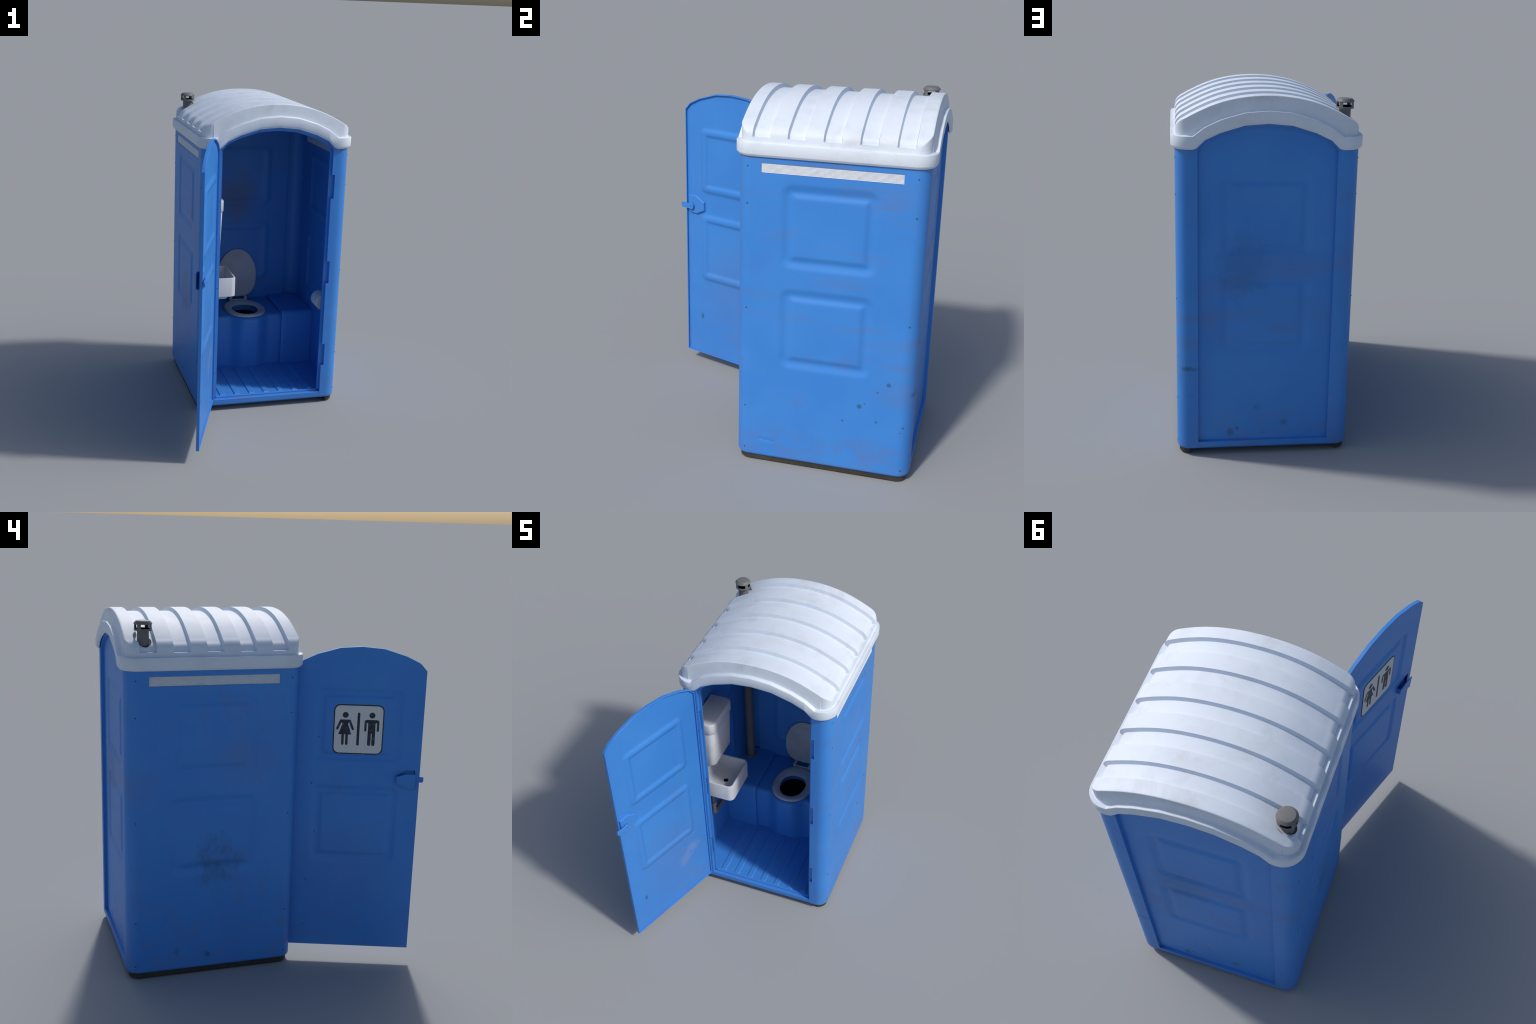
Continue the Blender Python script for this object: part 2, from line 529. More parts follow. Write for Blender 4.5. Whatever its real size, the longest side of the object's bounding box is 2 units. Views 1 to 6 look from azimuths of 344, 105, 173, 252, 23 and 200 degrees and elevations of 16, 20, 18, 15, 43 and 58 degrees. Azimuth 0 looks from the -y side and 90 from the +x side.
bm = bmesh.new()
sweep_arch(bm, [(0.045, f), (0, f), (0, HY - 0.0195), (0.045, HY - 0.0195)], 1)
sill = [(f - 0.010, 0.034), (f, 0.046), (f, 0.075), (f - 0.002, 0.077), (HY - 0.0195, 0.077), (HY - 0.0195, 0.034)]
loft(bm, [[(CX + s * (OPEN_X - 0.0002), CY + y, z) for y, z in sill] for s in (-1, 1)])
finish_mesh(bm, "rear_frame", mat_back, angle=30)

# rear panel with its two pressed frames
bm = bmesh.new()
xs = spaced((), -OPEN_X - 0.003, OPEN_X + 0.003, 0.0075)
zs = spaced((), 0.070, 1.852, 0.0075)
yo = HY - 0.0198
outer = [[(CX + x, CY + yo - panel_groove(x, z, 0.0095), z) for z in zs] for x in xs]
inner = [[(p[0], p[1] - WALL, p[2]) for p in row] for row in outer]
shell(bm, outer, inner)
line_inside(finish_mesh(bm, "rear_panel", mat_back, angle=40), mat_back_inside)

# ---------------------------------------------------------------- base, floor, skids
bm = bmesh.new()
lo = rounded_rect(HX - 0.014, HY - 0.038, 0.06)
loft(bm, [[(CX + x, CY + y, z) for x, y in lo] for z in (0.036, 0.080)])
finish_mesh(bm, "base_slab", mat_frame)

bm = bmesh.new()
ridges = [0.1 * k for k in range(-3, 4)]
marks = [r + d for r in ridges for d in (-0.021, -0.015, 0.015, 0.021)]
y0, y1 = -0.441, 0.003
xs = spaced(marks, -HX + 0.0065, HX - 0.0065, 0.02)
ys = spaced((y0 + 0.006, y1 - 0.006), y0, y1, 0.02)
ys = [-HY + 0.0365] + ys + [0.07]


def floor_z(x, y):
    k = min(abs(x - r) for r in ridges)
    e = min(y - y0, y1 - y)
    return 0.088 + 0.0055 * min(1, max(0, (0.021 - k) / 0.006)) * min(1, max(0, e / 0.006))


outer = [[(CX + x, CY + y, floor_z(x, y)) for y in ys] for x in xs]
inner = [[(p[0], p[1], 0.0805) for p in row] for row in outer]
shell(bm, outer, inner)
finish_mesh(bm, "floor", mat_floor, angle=20)

bm = bmesh.new()
for s in (1,):
    ring = [(0.411, -0.462)]
    ring += [(0.464 - 0.055 + 0.055 * math.sin(a), -0.462 + 0.055 - 0.055 * math.cos(a)) for a in np.linspace(0, math.pi / 2, 9)]
    ring += [(0.464 - 0.055 + 0.055 * math.cos(a), 0.462 - 0.055 + 0.055 * math.sin(a)) for a in np.linspace(0, math.pi / 2, 9)]
    ring += [(0.411, 0.462)]
    cxs, cys = 0.43, 0.0
    rings = []
    for z, k in ((0.0, 0.006), (0.006, 0.0), (0.037, 0.0)):
        rings.append([(x + (k if x < 0.4115 else -k), y - math.copysign(k, y), z) for x, y in ring])
    loft(bm, rings)
skid = finish_mesh(bm, "skid", mat_skid, angle=40)
skid.location = (CX, CY, 0)
other = link(skid.copy())
other.rotation_euler = (0, 0, math.pi)

# ---------------------------------------------------------------- roof
PROFILE = ((0.0, 2.000), (0.117, 1.9925), (0.240, 1.966), (0.360, 1.917), (0.418, 1.886), (0.450, 1.866), (0.463, 1.852),
           (0.4695, 1.838), (0.472, 1.822), (0.473, 1.790))
GROOVES = tuple((-0.356 + 0.178 * k) for k in range(5))
DX, DY, DR = 0.473, 0.471, 0.062


def roof_profile():
    """Points over the roof from side to side, denser than the corner points, with normals."""
    half = []
    Q = [(-PROFILE[1][0], PROFILE[1][1])] + list(PROFILE) + [(PROFILE[-1][0] + 0.0005, PROFILE[-1][1] - 0.03)]
    for p0, p1, p2, p3 in zip(Q, Q[1:], Q[2:], Q[3:]):
        n = max(2, int(math.hypot(p2[0] - p1[0], p2[1] - p1[1]) / (0.004 if p2[0] > 0.3 else 0.008)))
        l0, l1, l2 = (math.dist(a, b) for a, b in ((p0, p1), (p1, p2), (p2, p3)))
        for k in range(n):      # Hermite segment with chord-length tangents
            t = k / n
            pt = []
            for i in (0, 1):
                m1 = l1 * ((p1[i] - p0[i]) / l0 - (p2[i] - p0[i]) / (l0 + l1) + (p2[i] - p1[i]) / l1)
                m2 = l1 * ((p2[i] - p1[i]) / l1 - (p3[i] - p1[i]) / (l1 + l2) + (p3[i] - p2[i]) / l2)
                pt.append((2 * t**3 - 3 * t**2 + 1) * p1[i] + (t**3 - 2 * t**2 + t) * m1 + (-2 * t**3 + 3 * t**2) * p2[i] + (t**3 - t**2) * m2)
            half.append(tuple(pt))
    half.append(PROFILE[-1])
    # make sure the lower end of the grooves is sharp
    pts = [(-x, z) for x, z in half[::-1]] + half[1:]
    out = []
    for k, p in enumerate(pts):
        a, b = pts[max(0, k - 1)], pts[min(len(pts) - 1, k + 1)]
        t = Vector((b[0] - a[0], b[1] - a[1])).normalized()
        out.append((p[0], p[1], -t.y, t.x))
    return out


def groove_depth(x, y, z):
    g = min(abs(y - c) for c in GROOVES)
    d = smooth(0.0455, 0.0395, g)
    if z < 1.85:
        d *= smooth(1.8195, 1.8225, z)
    # pocket that clears the vent pipe
    px, py = PIPE[0] - CX, PIPE[1] - CY
    q = math.hypot((x - px) / 1.0, y - py)
    if z > 1.81:
        d = max(d, smooth(0.0500, 0.0465, q) * (1.0 if z > 1.8225 else 0))
    return 0.021 * d


prof = roof_profile()
extra = []
for a, b in zip(prof, prof[1:]):
    extra.append(a)
    if (a[1] - 1.8195) * (b[1] - 1.8195) < 0 or (a[1] - 1.8225) * (b[1] - 1.8225) < 0 or (1.815 < min(a[1], b[1]) and max(a[1], b[1]) < 1.83):
        for t in (0.2, 0.4, 0.6, 0.8):
            extra.append(tuple(a[i] + (b[i] - a[i]) * t for i in range(4)))
extra.append(prof[-1])
prof = extra
ys_half = [0.0]
marks = [abs(c + d) for c in GROOVES for d in (-0.0455, -0.0425, -0.0395, 0.0395, 0.0425, 0.0455)]
ys_all = spaced([s * m for m in marks for s in (1, -1)], -DY + 0.010, DY - 0.010, 0.0035)
ends = ((0.0, 0.007), (0.0007, 0.0035), (0.0025, 0.0015), (0.006, 0.0004))
rows = [(-DY + i, d) for i, d in ends] + [(y, 0.0) for y in ys_all] + [(DY - i, d) for i, d in ends[::-1]]


def half_width(y):
    k = abs(y) - (DY - DR)
    return DX if k <= 0 else DX - DR + math.sqrt(max(0.0, DR * DR - k * k))


bm = bmesh.new()
grid = []
for y, drop in rows:
    X = half_width(y)
    line = []
    for x, z, nx, nz in prof:
        g = groove_depth(x, y, z)
        px, pz = x - nx * g, z - nz * g - drop * (1.0 if nz > 0.3 else 0.3)
        if abs(px) > X:
            px = math.copysign(X, px)
        line.append((CX + px, CY + y, pz))
    grid.append(line)
vs = [[bm.verts.new(p) for p in r] for r in grid]
for a, b in zip(vs, vs[1:]):
    for k in range(len(a) - 1):
        bm.faces.new((a[k], a[k + 1], b[k + 1], b[k]))
for row in (vs[0], vs[-1]):     # front and back end walls
    low = [bm.verts.new((v.co.x, v.co.y + math.copysign(0.004, v.co.y - CY), min(v.co.z, interp(abs(v.co.x - CX), RIM_TOP) - 0.012))) for v in row]
    for k in range(len(row) - 1):
        bm.faces.new((row[k], row[k + 1], low[k + 1], low[k]))
roof = finish_mesh(bm, "roof", mat_white, angle=28, weld=2e-5)
md = roof.modifiers.new("thickness", "SOLIDIFY")
md.thickness = 0.005
md.offset = -1
apply_modifiers(roof)
# hole for the vent pipe
bm = bmesh.new()
lathe(bm, [(0.037, 1.70), (0.037, 2.1)], PIPE[0] - 0.003, PIPE[1] - 0.006, 28)
cutter = finish_mesh(bm, "cutter", None)
md = roof.modifiers.new("hole", "BOOLEAN")
md.operation = "DIFFERENCE"
md.solver = "EXACT"
md.object = cutter
apply_modifiers(roof)
bpy.data.objects.remove(cutter)
roof.data.polygons.foreach_set("use_smooth", [True] * len(roof.data.polygons))
roof.data.set_sharp_from_angle(angle=math.radians(28))

# rim that runs round the roof and follows the arches
RX, RY, RR = 0.496, 0.501, 0.100


def rim_plan(off):
    """Rounded-rectangle points of the rim, moved inwards by off, always in the same order."""
    arcs = sorted(set([x for x, _ in RIM_LOW[:-1]] + [x for x, _ in RIM_TOP[:-1]]))
    front = [-x for x in arcs[::-1] if x > 0] + arcs
    r = max(0.03, RR - off)
    hx, hy = RX - off, RY - off
    pts = []
    pts += [(x, -hy) for x in front]
    pts += [(hx - r + r * math.sin(a), -hy + r - r * math.cos(a)) for a in np.linspace(0, math.pi / 2, 11)]
    pts += [(hx - r + r * math.cos(a), hy - r + r * math.sin(a)) for a in np.linspace(0, math.pi / 2, 11)]
    pts += [(-x, hy) for x in front]
    pts += [(-hx + r - r * math.sin(a), hy - r + r * math.cos(a)) for a in np.linspace(0, math.pi / 2, 11)]
    pts += [(-hx + r - r * math.cos(a), -hy + r - r * math.sin(a)) for a in np.linspace(0, math.pi / 2, 11)]
    return pts


section = [(0.030, 1, -0.004), (0.017, 1, -0.004), (0.0165, 0, 0.012), (0.0165, 0, 0.0), (0.0115, 0, 0.0), (0.0008, 0, 0.0125), (0.0, 0, 0.0145),
           (0.0, 1, -0.0045), (0.0010, 1, -0.0015), (0.0030, 1, 0.0), (0.018, 1, -0.002), (0.0235, 1, 0.000), (0.0265, 1, 0.004), (0.030, 1, 0.012)]
rings = []
for off, top, dz in section:
    rings.append([(CX + x, CY + y, interp(abs(x), RIM_TOP if top else RIM_LOW) + dz) for x, y in rim_plan(off)])
bm = bmesh.new()
loft(bm, rings + [rings[0]], cap=False)
finish_mesh(bm, "roof_rim", mat_white, roof, angle=27)

# ---------------------------------------------------------------- vent pipe
px, py = PIPE
bm = bmesh.new()
lathe(bm, [(0.0305, TANK_Z), (0.0305, 1.932)], px, py, 28)
pipe = finish_mesh(bm, "vent_pipe", mat_grey)
bm = bmesh.new()
def dark_sleeve_ring(r, low):
    out = []
    for k in range(28):
        a = 2 * math.pi * k / 28
        x, y = px - 0.003 + r * math.cos(a), py - 0.006 + r * math.sin(a)
        out.append((x, y, 1.80 if low else interp(abs(x - CX), PROFILE) - 0.021 - 0.005))
    return out


gs = [dark_sleeve_ring(0.022, True), dark_sleeve_ring(0.0366, True), dark_sleeve_ring(0.0366, False), dark_sleeve_ring(0.022, False)]
loft(bm, gs + [gs[0]], cap=False)
finish_mesh(bm, "pipe_dark_sleeve", mat_skid, pipe)  # dark sleeve in the roof hole around the pipe, so that the gap looks dark instead of blue
bm = bmesh.new()
lathe(bm, [(0.042, TANK_Z + 0.001), (0.044, TANK_Z + 0.006), (0.042, TANK_Z + 0.012), (0.034, TANK_Z + 0.013), (0.0308, TANK_Z + 0.010), (0.0308, TANK_Z + 0.001)], px, py, 28)
finish_mesh(bm, "pipe_collar", mat_grey, pipe)
bm = bmesh.new()
n = 14
lathe(bm, [(0.0300, 1.9765), (0.0360, 1.9755), (0.0475, 1.9640), (0.0485, 1.9615), (0.0460, 1.9580), (0.0300, 1.9580)], px, py, 28)
lathe(bm, [(0.0460, 1.9360), (0.0460, 1.9255), (0.0290, 1.9255), (0.0290, 1.9330), (0.0425, 1.9330), (0.0425, 1.9360)], px, py, 28)
for k in range(4):
    c = math.radians(90 * k - 37)
    ring = []
    for s, r in ((-1, 0.0425), (-0.33, 0.0425), (0.33, 0.0425), (1, 0.0425), (1, 0.046), (0.33, 0.046), (-0.33, 0.046), (-1, 0.046)):
        a = c + s * math.radians(13.5)
        ring.append((px + r * math.cos(a), py + r * math.sin(a)))
    loft(bm, [[(x, y, z) for x, y in ring] for z in (1.9350, 1.9585)])
finish_mesh(bm, "vent_cap", mat_grey, pipe, 30)

# ---------------------------------------------------------------- waste tank with seat
SEAM = 0.240
bm = bmesh.new()


def tank_strip(x0, x1, y_front, z_top, r, name, mat, step=0.012):
    xs = spaced((), x0, x1, step)
    outer, inner = [], []
    for x in xs:
        over = abs(x) - (HX - 0.072)
        yb = HY - 0.0285 if over <= 0 else min(HY - 0.0285, HY - 0.072 + math.sqrt(max(0, 0.064 ** 2 - over ** 2)))
        yf, ylow = y_front(x, 1.0), y_front(x, 0.0)
        edge = min(x - x0, x1 - x)
        s = 0.004 * (1 - min(1, edge / 0.004)) if edge < 0.004 else 0
        line = [(x, ylow + (yf - ylow) * t + s, 0.081 + (z_top - r - 0.082) * t) for t in np.linspace(0, 1, 8)]
        line += [(x, yf + s + r - r * math.cos(a), z_top - r + r * math.sin(a) - s) for a in np.linspace(0, math.pi / 2, 8)]
        line += [(x, yb, z_top - s)]
        outer.append([(CX + p[0], CY + p[1], p[2]) for p in line])
        low = [(x, yb - 0.001, 0.081 + 0.02 * k) for k in range(16)] + [(x, yb, z_top - s)]
        inner.append([(CX + p[0], CY + p[1], p[2]) for p in low])
    b = bmesh.new()
    shell(b, outer, inner)
    return finish_mesh(b, name, mat, angle=40)


def bulge(x, t):
    return 0.054 - (0.038 + 0.028 * t) * smooth(0.150, 0.040, abs(x))


tank = tank_strip(-SEAM + 0.0006, SEAM - 0.0006, bulge, TANK_Z - 0.017, 0.030, "waste_tank", mat_inside)
for s in (-1, 1):
    a, b = sorted((s * SEAM, s * (HX - 0.0066)))
    tank_strip(a, b, lambda x, t: 0.040, TANK_Z, 0.034, "tank_cover", mat_inside)

SEAT_Y, SEAT_Z = 0.533, TANK_Z - 0.017
def egg(hw, front, back, n=48, cy=SEAT_Y, blunt=0.0):
    pts = []
    for k in range(n):
        a = 2 * math.pi * k / n
        y = math.cos(a)
        x = math.sin(a)
        w = hw * (1 - 0.06 * y) if y < 0 else hw * (1 - blunt * y * y)
        L = back if y > 0 else front
        pts.append((CX + w * math.copysign(abs(x) ** 0.92, x), cy + L * y))
    return pts


bm = bmesh.new()
loft(bm, [[(x, y, z) for x, y in egg(0.094, 0.140, 0.098)] for z in (0.400, 0.60)])
cutter = finish_mesh(bm, "cutter", None)
md = tank.modifiers.new("hole", "BOOLEAN")
md.operation = "DIFFERENCE"
md.solver = "EXACT"
md.object = cutter
apply_modifiers(tank)
bpy.data.objects.remove(cutter)
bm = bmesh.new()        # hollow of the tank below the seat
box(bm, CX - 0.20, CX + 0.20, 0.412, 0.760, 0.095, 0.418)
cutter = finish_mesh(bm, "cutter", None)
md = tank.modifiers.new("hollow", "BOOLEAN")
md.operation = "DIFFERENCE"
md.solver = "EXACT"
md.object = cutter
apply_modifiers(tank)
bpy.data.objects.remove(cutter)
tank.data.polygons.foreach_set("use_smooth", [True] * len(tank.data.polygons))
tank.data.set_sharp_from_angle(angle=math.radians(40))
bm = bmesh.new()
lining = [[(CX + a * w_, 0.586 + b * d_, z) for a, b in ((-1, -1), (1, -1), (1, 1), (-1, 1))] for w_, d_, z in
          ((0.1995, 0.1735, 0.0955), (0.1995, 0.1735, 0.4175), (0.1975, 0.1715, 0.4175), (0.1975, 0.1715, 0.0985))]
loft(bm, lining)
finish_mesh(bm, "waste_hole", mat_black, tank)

bm = bmesh.new()
def seat_ring(k, z):
    o, i = egg(0.1465, 0.180, 0.180), egg(0.090, 0.132, 0.084)
    return [(a[0] + (b[0] - a[0]) * k, a[1] + (b[1] - a[1]) * k, z) for a, b in zip(o, i)]


sec = ((0.02, 0.0005), (0.0, 0.006), (0.03, 0.011), (0.12, 0.0155), (0.35, 0.0170), (0.70, 0.0155), (0.92, 0.0115), (1.0, 0.006), (0.97, 0.0005))
rings = [seat_ring(k, SEAT_Z + z) for k, z in sec]
loft(bm, rings + [rings[0]], cap=False)
seat = finish_mesh(bm, "toilet_seat", mat_seat, angle=50)

# raised lid leaning back on the rear wall
bm = bmesh.new()
def lid_outline(n=56):
    pts = []
    for k in range(n):
        a = 2 * math.pi * k / n
        x, y = math.sin(a), math.cos(a)
        if y > 0:
            pts.append((0.146 * x, 0.640 + 0.196 * y))
        else:
            w = 0.146 * math.copysign(abs(x) ** 0.62, x)
            pts.append((w, 0.640 - 0.158 * abs(y) ** 0.85))
    return pts


lean = lambda z: 0.751 + (z - 0.48) * 0.100
rings = []
for k, t in ((0.94, -0.0025), (0.985, -0.002), (1.0, 0.0), (1.0, 0.005), (0.96, 0.007)):
    rings.append([(CX + x * k, lean(0.64 + (z - 0.64) * k) + t, 0.64 + (z - 0.64) * k) for x, z in lid_outline()])
vs = loft(bm, rings)
finish_mesh(bm, "toilet_lid", mat_seat, seat, angle=40)
for s in (-1, 1):
    bm = bmesh.new()
    box(bm, CX + s * 0.056 - 0.010, CX + s * 0.056 + 0.010, 0.704, 0.760, SEAT_Z + 0.004, SEAT_Z + 0.036, 0.003)
    finish_mesh(bm, "seat_hinge", mat_seat, seat)
bm = bmesh.new()
tube(bm, [(CX - 0.06, 0.715, SEAT_Z + 0.012), (CX, 0.715, SEAT_Z + 0.012), (CX + 0.06, 0.715, SEAT_Z + 0.012)], 0.006, 10)
finish_mesh(bm, "hinge_rod", mat_seat, seat)

# ---------------------------------------------------------------- sink, water container, drain
xw = XL + WALL + 0.0125     # clear of the pressed frames on the inner side
bm = bmesh.new()
def sink_ring(x1, ya, yb, r, z):
    xa, cx2 = xw, (xw + x1) / 2
    pts = []
    for qx, qy, a0 in ((x1 - r, yb - r, 0), (xa + 0.006, yb - 0.006, 90), (xa + 0.006, ya + 0.006, 180), (x1 - r, ya + r, 270)):
        rr = r if qx > cx2 else 0.006
        for k in range(8):
            a = math.radians(a0 + 90 * k / 7)
            pts.append((qx + rr * math.cos(a), qy + rr * math.sin(a), z))
    return pts


S = (-0.143, -0.045, 0.247)
def inset_ring(d, z, r=0.036):
    p = sink_ring(S[0] - d, S[1] + d, S[2] - d, max(0.008, r - d * 0.9), z)
    return [(max(x, xw + d), y, z) for x, y, z in p]


rings = [inset_ring(0.048, 0.724, 0.06), inset_ring(0.028, 0.7525, 0.05), inset_ring(0.0015, 0.7530), inset_ring(0.0, 0.7545), inset_ring(0.0, 0.872), inset_ring(0.002, 0.8765), inset_ring(0.006, 0.878), inset_ring(0.011, 0.8765),
         inset_ring(0.013, 0.872), inset_ring(0.018, 0.768), inset_ring(0.0205, 0.7655)]
loft(bm, rings)
sink = finish_mesh(bm, "sink", mat_sanitary, angle=40)
bm = bmesh.new()
lathe(bm, [(0.0195, 0.7600), (0.0195, 0.7664), (0.0165, 0.7664), (0.0165, 0.7600)], -0.262, 0.118, 20)
finish_mesh(bm, "drain_ring", mat_sanitary, sink)
bm = bmesh.new()
lathe(bm, [(0.0163, 0.7605), (0.0163, 0.7660)], -0.262, 0.118, 20)
finish_mesh(bm, "drain_hole", mat_black, sink)

def wall_box(x1, ya, yb, r, z0, z1, tuck, name, parent=root, edge=0.008, lean_in=0.0):
    b = bmesh.new()
    def ring(z, d, extra=0.0):
        pts = []
        xa = xw
        X1 = x1 - d - extra
        A, B = ya + d + extra, yb - d - extra
        for qx, qy, a0, rr in ((X1 - r, B - r, 0, r), (xa, B, 90, 0.0), (xa, A, 180, 0.0), (X1 - r, A + r, 270, r)):
            for k in range(7):
                a = math.radians(a0 + 90 * k / 6)
                pts.append((qx + rr * math.cos(a), qy + rr * math.sin(a) + (0.0001 * k if rr == 0 else 0), z))
        return pts
    rings = [ring(z0, edge, lean_in), ring(z0 + edge * 0.3, edge * 0.3, lean_in), ring(z0 + edge, 0, lean_in), ring(z1 - edge, 0), ring(z1 - edge * 0.3, edge * 0.3), ring(z1, edge)]
    loft(b, rings)
    return finish_mesh(b, name, mat_sanitary, parent, angle=50)


cistern = wall_box(-0.244, -0.056, 0.238, 0.036, 1.042, 1.314, 0, "water_container", edge=0.004, lean_in=0.008)
wall_box(-0.237, -0.060, 0.245, 0.040, 1.313, 1.392, 0, "container_lid", cistern, edge=0.008)

bm = bmesh.new()
dx, dy, dz = -0.366, 0.108, 0.434
path = [(dx, dy, 0.728), (dx, dy, 0.54)]
rb = 0.030
path += [(dx, dy + rb - rb * math.cos(a), dz + rb - rb * math.sin(a) - 0.022) for a in np.linspace(0, math.pi / 2, 9)]
path += [(dx, 0.25, dz - 0.026), (dx, 0.40, dz - 0.030)]
tube(bm, path, 0.0155)
drain = finish_mesh(bm, "drain_pipe", mat_drain, sink, 50)
bm = bmesh.new()
lathe(bm, [(0.0145, 0.505), (0.0205, 0.505), (0.0215, 0.511), (0.0215, 0.527), (0.0195, 0.531), (0.0145, 0.531)], dx, dy, 20)
finish_mesh(bm, "pipe_collar", mat_drain, sink, 35)

# ---------------------------------------------------------------- toilet roll on the right wall
bm = bmesh.new()
rc, rz, ry = 0.468, 0.674, -0.036
def roll_ring(r, y, n=32):
    return [(rc + r * math.cos(2 * math.pi * k / n), ry + y, rz + r * math.sin(2 * math.pi * k / n)) for k in range(n)]


rr_ = [roll_ring(r, y) for r, y in ((0.024, 0.002), (0.051, 0.000), (0.054, 0.003), (0.054, 0.112), (0.051, 0.115), (0.024, 0.113))]
loft(bm, rr_ + [rr_[0]], cap=False)
roll = finish_mesh(bm, "toilet_roll", mat_paper, angle=40)
bm = bmesh.new()
c_ = [roll_ring(r, y, 24) for r, y in ((0.0238, 0.0), (0.0238, 0.115), (0.021, 0.115), (0.021, 0.0))]
loft(bm, c_ + [c_[0]], cap=False)
finish_mesh(bm, "cardboard_core", mat_core, roll)
bm = bmesh.new()
loft(bm, [roll_ring(0.0075, y, 14) for y in (-0.006, 0.130)])
box(bm, rc - 0.010, XR - WALL - 0.0125, ry + 0.124, ry + 0.132, rz - 0.012, rz + 0.012, 0.002)
finish_mesh(bm, "roll_holder", mat_sanitary, roll)

# ---------------------------------------------------------------- door
DOOR_W, DOOR_Z0, DOOR_T = 0.708, 0.079, 0.018
hinge = bpy.data.objects.new("scratch", None)
door_matrix = Matrix.Translation((-0.297, -0.142, 0)) @ Matrix.Rotation(math.atan2(-0.9414, -0.337), 4, "Z")


def door_top(s):
    return interp(abs(s - DOOR_W / 2), DOOR_ARCH)


bm = bmesh.new()
corner = [DOOR_W / 2 + sg * x for x, _ in DOOR_ARCH for sg in (-1, 1)]
ss = spaced(corner, 0.0, DOOR_W, 0.0075)
tv = list(np.linspace(0, 1, 236))
outer, inner = [], []
for s in ss:
    top = door_top(s)
    lo_, li = [], []
    for t in tv:
        z = DOOR_Z0 + t * (top - DOOR_Z0)
        g = panel_groove(s - DOOR_W / 2, z, 0.0095, 0.240, 0.72, DOOR_PANELS, 0.050, 0.040)
        # pressed panels stay clear of the latch
        lo_.append((s, -DOOR_T + g, z))
        li.append((s, -DOOR_T + 0.006 + g, z))
    outer.append(lo_)
    inner.append(li)
shell(bm, outer, inner)
door = finish_mesh(bm, "door", mat_door, angle=32)
bm = bmesh.new()
pocket = [(0.578, 1.124), (0.578, 1.088), (0.642, 1.056), (0.680, 1.055), (0.682, 1.157), (0.630, 1.156)]
loft(bm, [[(a, y, b) for a, b in pocket] for y in (-0.03, -0.0085)])
cutter = finish_mesh(bm, "cutter", None)
md = door.modifiers.new("hole", "BOOLEAN")
md.operation = "DIFFERENCE"
md.solver = "EXACT"
md.object = cutter
apply_modifiers(door)
bpy.data.objects.remove(cutter)
# flange that stiffens the edge on the inside
loop = [Vector((0, DOOR_Z0)), Vector((DOOR_W, DOOR_Z0))] + [Vector((s, door_top(s))) for s in sorted(set(corner))[::-1]]
bm = bmesh.new()
bm.from_mesh(door.data)
rings = []
for k, p in enumerate(loop):
    a = (p - loop[k - 1]).normalized()
    b = (loop[(k + 1) % len(loop)] - p).normalized()
    na, nb = Vector((-a.y, a.x)), Vector((-b.y, b.x))
    nn = (na + nb) / (1 + na.dot(nb))
    e = 0.0006
    rings.append([(p.x + nn.x * o, y, p.y + nn.y * o) for o, y in
                  ((e, -DOOR_T + 0.001), (0.0, -DOOR_T + 0.0062), (0.0, -0.001), (0.001, 0.0), (0.0055, 0.0), (0.0065, -0.001), (0.0065, -DOOR_T + 0.001))])
loft(bm, rings + [rings[0]], cap=False)
bm.to_mesh(door.data)
bm.free()
door.data.polygons.foreach_set("use_smooth", [True] * len(door.data.polygons))
door.data.set_sharp_from_angle(angle=math.radians(32))
door.data.materials.append(mat_door_inside)
for p in door.data.polygons:
    if p.normal.y > 0.25:
        p.material_index = 1
door.matrix_world = door_matrix

# outside pull handle: a cup open at the top and towards the edge of the door
bm = bmesh.new()
yo_, th = -DOOR_T, 0.0045
low_path = [(0.574, 1.126), (0.574, 1.085), (0.590, 1.073), (0.640, 1.051), (0.684, 1.049)]
top_path = [(0.574, 1.127), (0.586, 1.128), (0.600, 1.130), (0.628, 1.140), (0.684, 1.141)]
deep = 0.026


def cup_profile(s, z, k):
    """Wall from the door face outwards with a rounded shoulder."""
    c = Vector((0.640, 1.112))
    d = (c - Vector((s, z))).normalized()
    return [(s + d.x * o, yo_ - h, z + d.y * o) for o, h in ((0, -0.002), (0.001, deep * 0.55), (0.004, deep * 0.9), (0.009, deep))]


outerg = [cup_profile(*low_path[k], k) + [(top_path[k][0] + (0.009 if k < 2 else 0), yo_ - deep, top_path[k][1])] for k in range(5)]
innerg = []
for k in range(5):
    c = Vector((0.640, 1.112))
    row = []
    for p in outerg[k]:
        d = (c - Vector((p[0], p[2])))
        d = d.normalized() * th if p[1] > yo_ - deep * 0.95 else Vector((0, 0))
        row.append((p[0] + d.x, max(p[1], yo_ - deep) + (th if p[1] < yo_ - deep * 0.8 else 0), p[2] + d.y))
    innerg.append(row)
shell(bm, outerg, innerg)
finish_mesh(bm, "pull_handle", mat_door, door, 40)

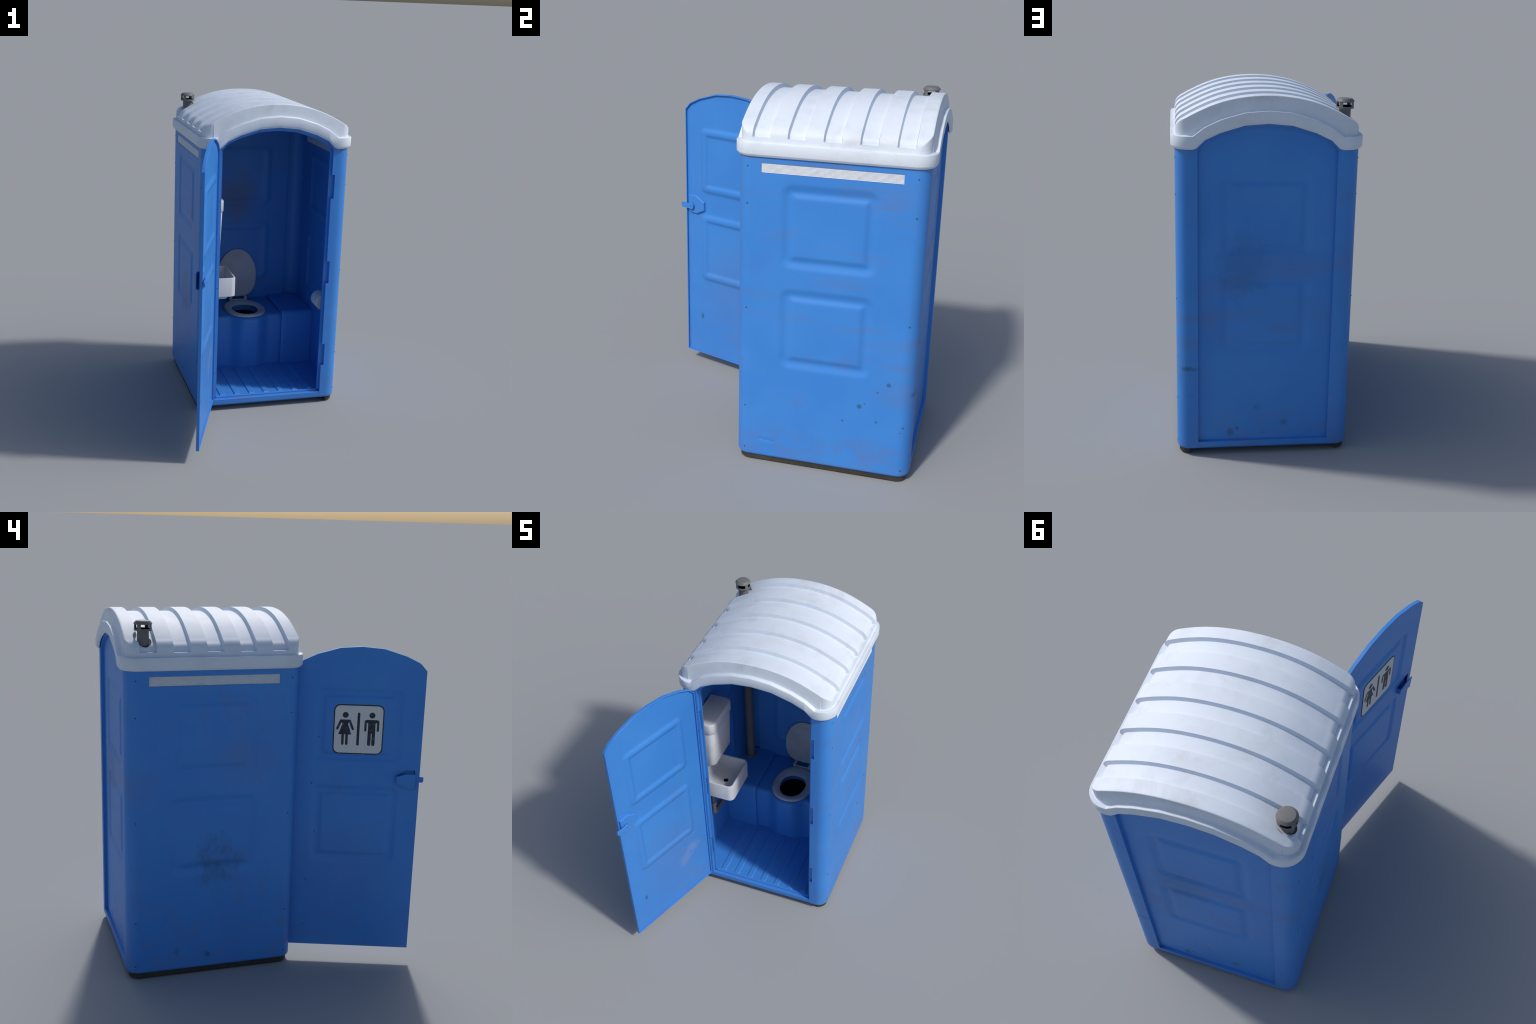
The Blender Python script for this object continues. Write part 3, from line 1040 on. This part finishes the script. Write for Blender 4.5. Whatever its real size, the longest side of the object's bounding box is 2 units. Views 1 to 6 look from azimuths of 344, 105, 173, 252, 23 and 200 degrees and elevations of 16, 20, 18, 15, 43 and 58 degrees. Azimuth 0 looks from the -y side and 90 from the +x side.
# inside latch plate and lever
bm = bmesh.new()
plate = [(0.562, 1.134), (0.562, 1.078), (0.620, 1.049), (0.676, 1.051), (0.692, 1.062), (0.694, 1.164), (0.650, 1.172), (0.625, 1.170)]
cen = Vector((0.635, 1.11))
rings = []
for k, y in ((0.93, -0.0045), (0.935, -DOOR_T + 0.0058), (1.0, -DOOR_T + 0.0058), (0.99, -0.006), (0.955, -0.001), (0.89, 0.0015)):
    rings.append([(cen.x + (s - cen.x) * k, y, cen.y + (z - cen.y) * k) for s, z in plate])
loft(bm, rings)
finish_mesh(bm, "latch_plate", mat_door, door, 25)
bm = bmesh.new()
def lever_ring(y, k=1.0):
    c = (0.660, 1.098)
    pts = [(c[0] + 0.021 * k * math.cos(a), c[1] + 0.021 * k * math.sin(a)) for a in np.linspace(math.radians(52), math.radians(308), 15)]
    pts += [(0.726 * 1, c[1] - 0.0165 * k), (0.733, c[1] - 0.013 * k), (0.7345, c[1] - 0.008 * k), (0.7345, c[1] + 0.010 * k), (0.733, c[1] + 0.014 * k), (0.726, c[1] + 0.0165 * k)]
    return [(s, y, z) for s, z in pts]


loft(bm, [lever_ring(0.007, 0.97), lever_ring(0.008), lever_ring(0.015), lever_ring(0.0165, 0.94)])
lever = finish_mesh(bm, "latch_lever", mat_door, door, 30)
bm = bmesh.new()
n = 16
loft(bm, [[(0.660 + 0.017 * math.cos(2 * math.pi * k / n), y, 1.098 + 0.017 * math.sin(2 * math.pi * k / n)) for k in range(n)] for y in (0.003, 0.010)])
finish_mesh(bm, "latch_pivot", mat_door, door, 30)
o = link(screw.copy(), door)
o.location = (0.660, 0.0162, 1.098)
o.rotation_euler = (0, 0, math.pi / 2)

# sign with two pictograms
SIGN = (0.2145, 0.4915, 1.2405, 1.5205)
sc, sz = (SIGN[0] + SIGN[1]) / 2, (SIGN[2] + SIGN[3]) / 2


def flat_shape(name, outlines, y, mat, thick=0.0008):
    b = bmesh.new()
    for pts in outlines:
        loft(b, [[(s, yy, z) for s, z in pts] for yy in (y, y - thick)])
    return finish_mesh(b, name, mat, door, smooth=False)


y_s = -DOOR_T - 0.0006
hs, hz = (SIGN[1] - SIGN[0]) / 2, (SIGN[3] - SIGN[2]) / 2
flat_shape("sign_border", [rounded_rect(hs, hz, 0.034, 8, sc, sz)], -DOOR_T + 0.0005, mat_ink, 0.0011)
flat_shape("sign_board", [rounded_rect(hs - 0.0065, hz - 0.0065, 0.029, 8, sc, sz)], y_s - 0.0006, mat_sign)


def disc(c, r, n=20):
    return [(c[0] + r * math.cos(2 * math.pi * k / n), c[1] + r * math.sin(2 * math.pi * k / n)) for k in range(n)]


def limb(a, b, w0, w1=None):
    """Bar with rounded ends from a to b."""
    w1 = w1 or w0
    a, b = Vector(a), Vector(b)
    t = math.atan2(b.y - a.y, b.x - a.x)
    pts = [(b.x + w1 * math.cos(t + x), b.y + w1 * math.sin(t + x)) for x in np.linspace(-math.pi / 2, math.pi / 2, 7)]
    pts += [(a.x + w0 * math.cos(t + x), a.y + w0 * math.sin(t + x)) for x in np.linspace(math.pi / 2, 1.5 * math.pi, 7)]
    return pts


y_i = y_s - 0.0016
w = 0.279
woman = [disc((w, 1.461), 0.0165),
         [(w - 0.022, 1.435), (w + 0.022, 1.435), (w + 0.027, 1.430), (w + 0.015, 1.412), (w + 0.036, 1.351), (w - 0.036, 1.351), (w - 0.015, 1.412), (w - 0.027, 1.430)],
         limb((w - 0.024, 1.429), (w - 0.043, 1.383), 0.0065), limb((w + 0.024, 1.429), (w + 0.043, 1.383), 0.0065),
         limb((w - 0.011, 1.354), (w - 0.011, 1.298), 0.0068), limb((w + 0.011, 1.354), (w + 0.011, 1.298), 0.0068)]
w2 = 0.4255
man = [disc((w2, 1.462), 0.0165),
       [(w2 - 0.030, 1.437), (w2 + 0.030, 1.437), (w2 + 0.039, 1.432), (w2 + 0.0405, 1.424), (w2 + 0.020, 1.418), (w2 + 0.0205, 1.360), (w2 - 0.0205, 1.360), (w2 - 0.020, 1.418), (w2 - 0.0405, 1.424), (w2 - 0.039, 1.432)],
       limb((w2 - 0.0345, 1.428), (w2 - 0.0345, 1.377), 0.006), limb((w2 + 0.0345, 1.428), (w2 + 0.0345, 1.377), 0.006),
       limb((w2 - 0.0115, 1.364), (w2 - 0.0115, 1.299), 0.009), limb((w2 + 0.0115, 1.364), (w2 + 0.0115, 1.299), 0.009)]
# stagger overlapping pieces slightly in depth so that no two faces share a plane


def figure(name, parts):
    b = bmesh.new()
    for k, pts in enumerate(parts):
        d = y_i - 0.00012 * k
        loft(b, [[(s, yy, z) for s, z in pts] for yy in (y_s - 0.0010, d)])
    return finish_mesh(b, name, mat_ink, door, smooth=False)


figure("woman_pictogram", woman)
figure("man_pictogram", man)
figure("divider_bar", [limb((0.352, 1.469), (0.352, 1.297), 0.0072)])

# screws on the outside of the door
for s, z in ((0.137, 1.330), (0.108, 1.064), (0.134, 0.777), (0.097, 0.487), (0.091, 0.205)):
    o = link(screw.copy(), door)
    o.location = (s, -DOOR_T + panel_groove(s - DOOR_W / 2, z, 0.0095, 0.240, 0.72, DOOR_PANELS, 0.050, 0.040) - 0.0005, z)
    o.rotation_euler = (0, 0, math.pi / 2)

# hinge leaves that fill the notches on the hinge side
hinge_mesh = None
for z0, z1 in NOTCHES:
    if hinge_mesh is None:
        bm = bmesh.new()
        box(bm, -0.0175, 0.004, -0.004, 0.0095, 0.0, z1 - z0 - 0.002, 0.002)
        h = finish_mesh(bm, "hinge", mat_frame, root, 30)
        hinge_mesh = h.data
    else:
        h = link(bpy.data.objects.new("hinge", hinge_mesh))
    h.location = (CX - OPEN_X, CY - HY + 0.002, z0 + 0.0012)
bpy.data.objects.remove(hinge)
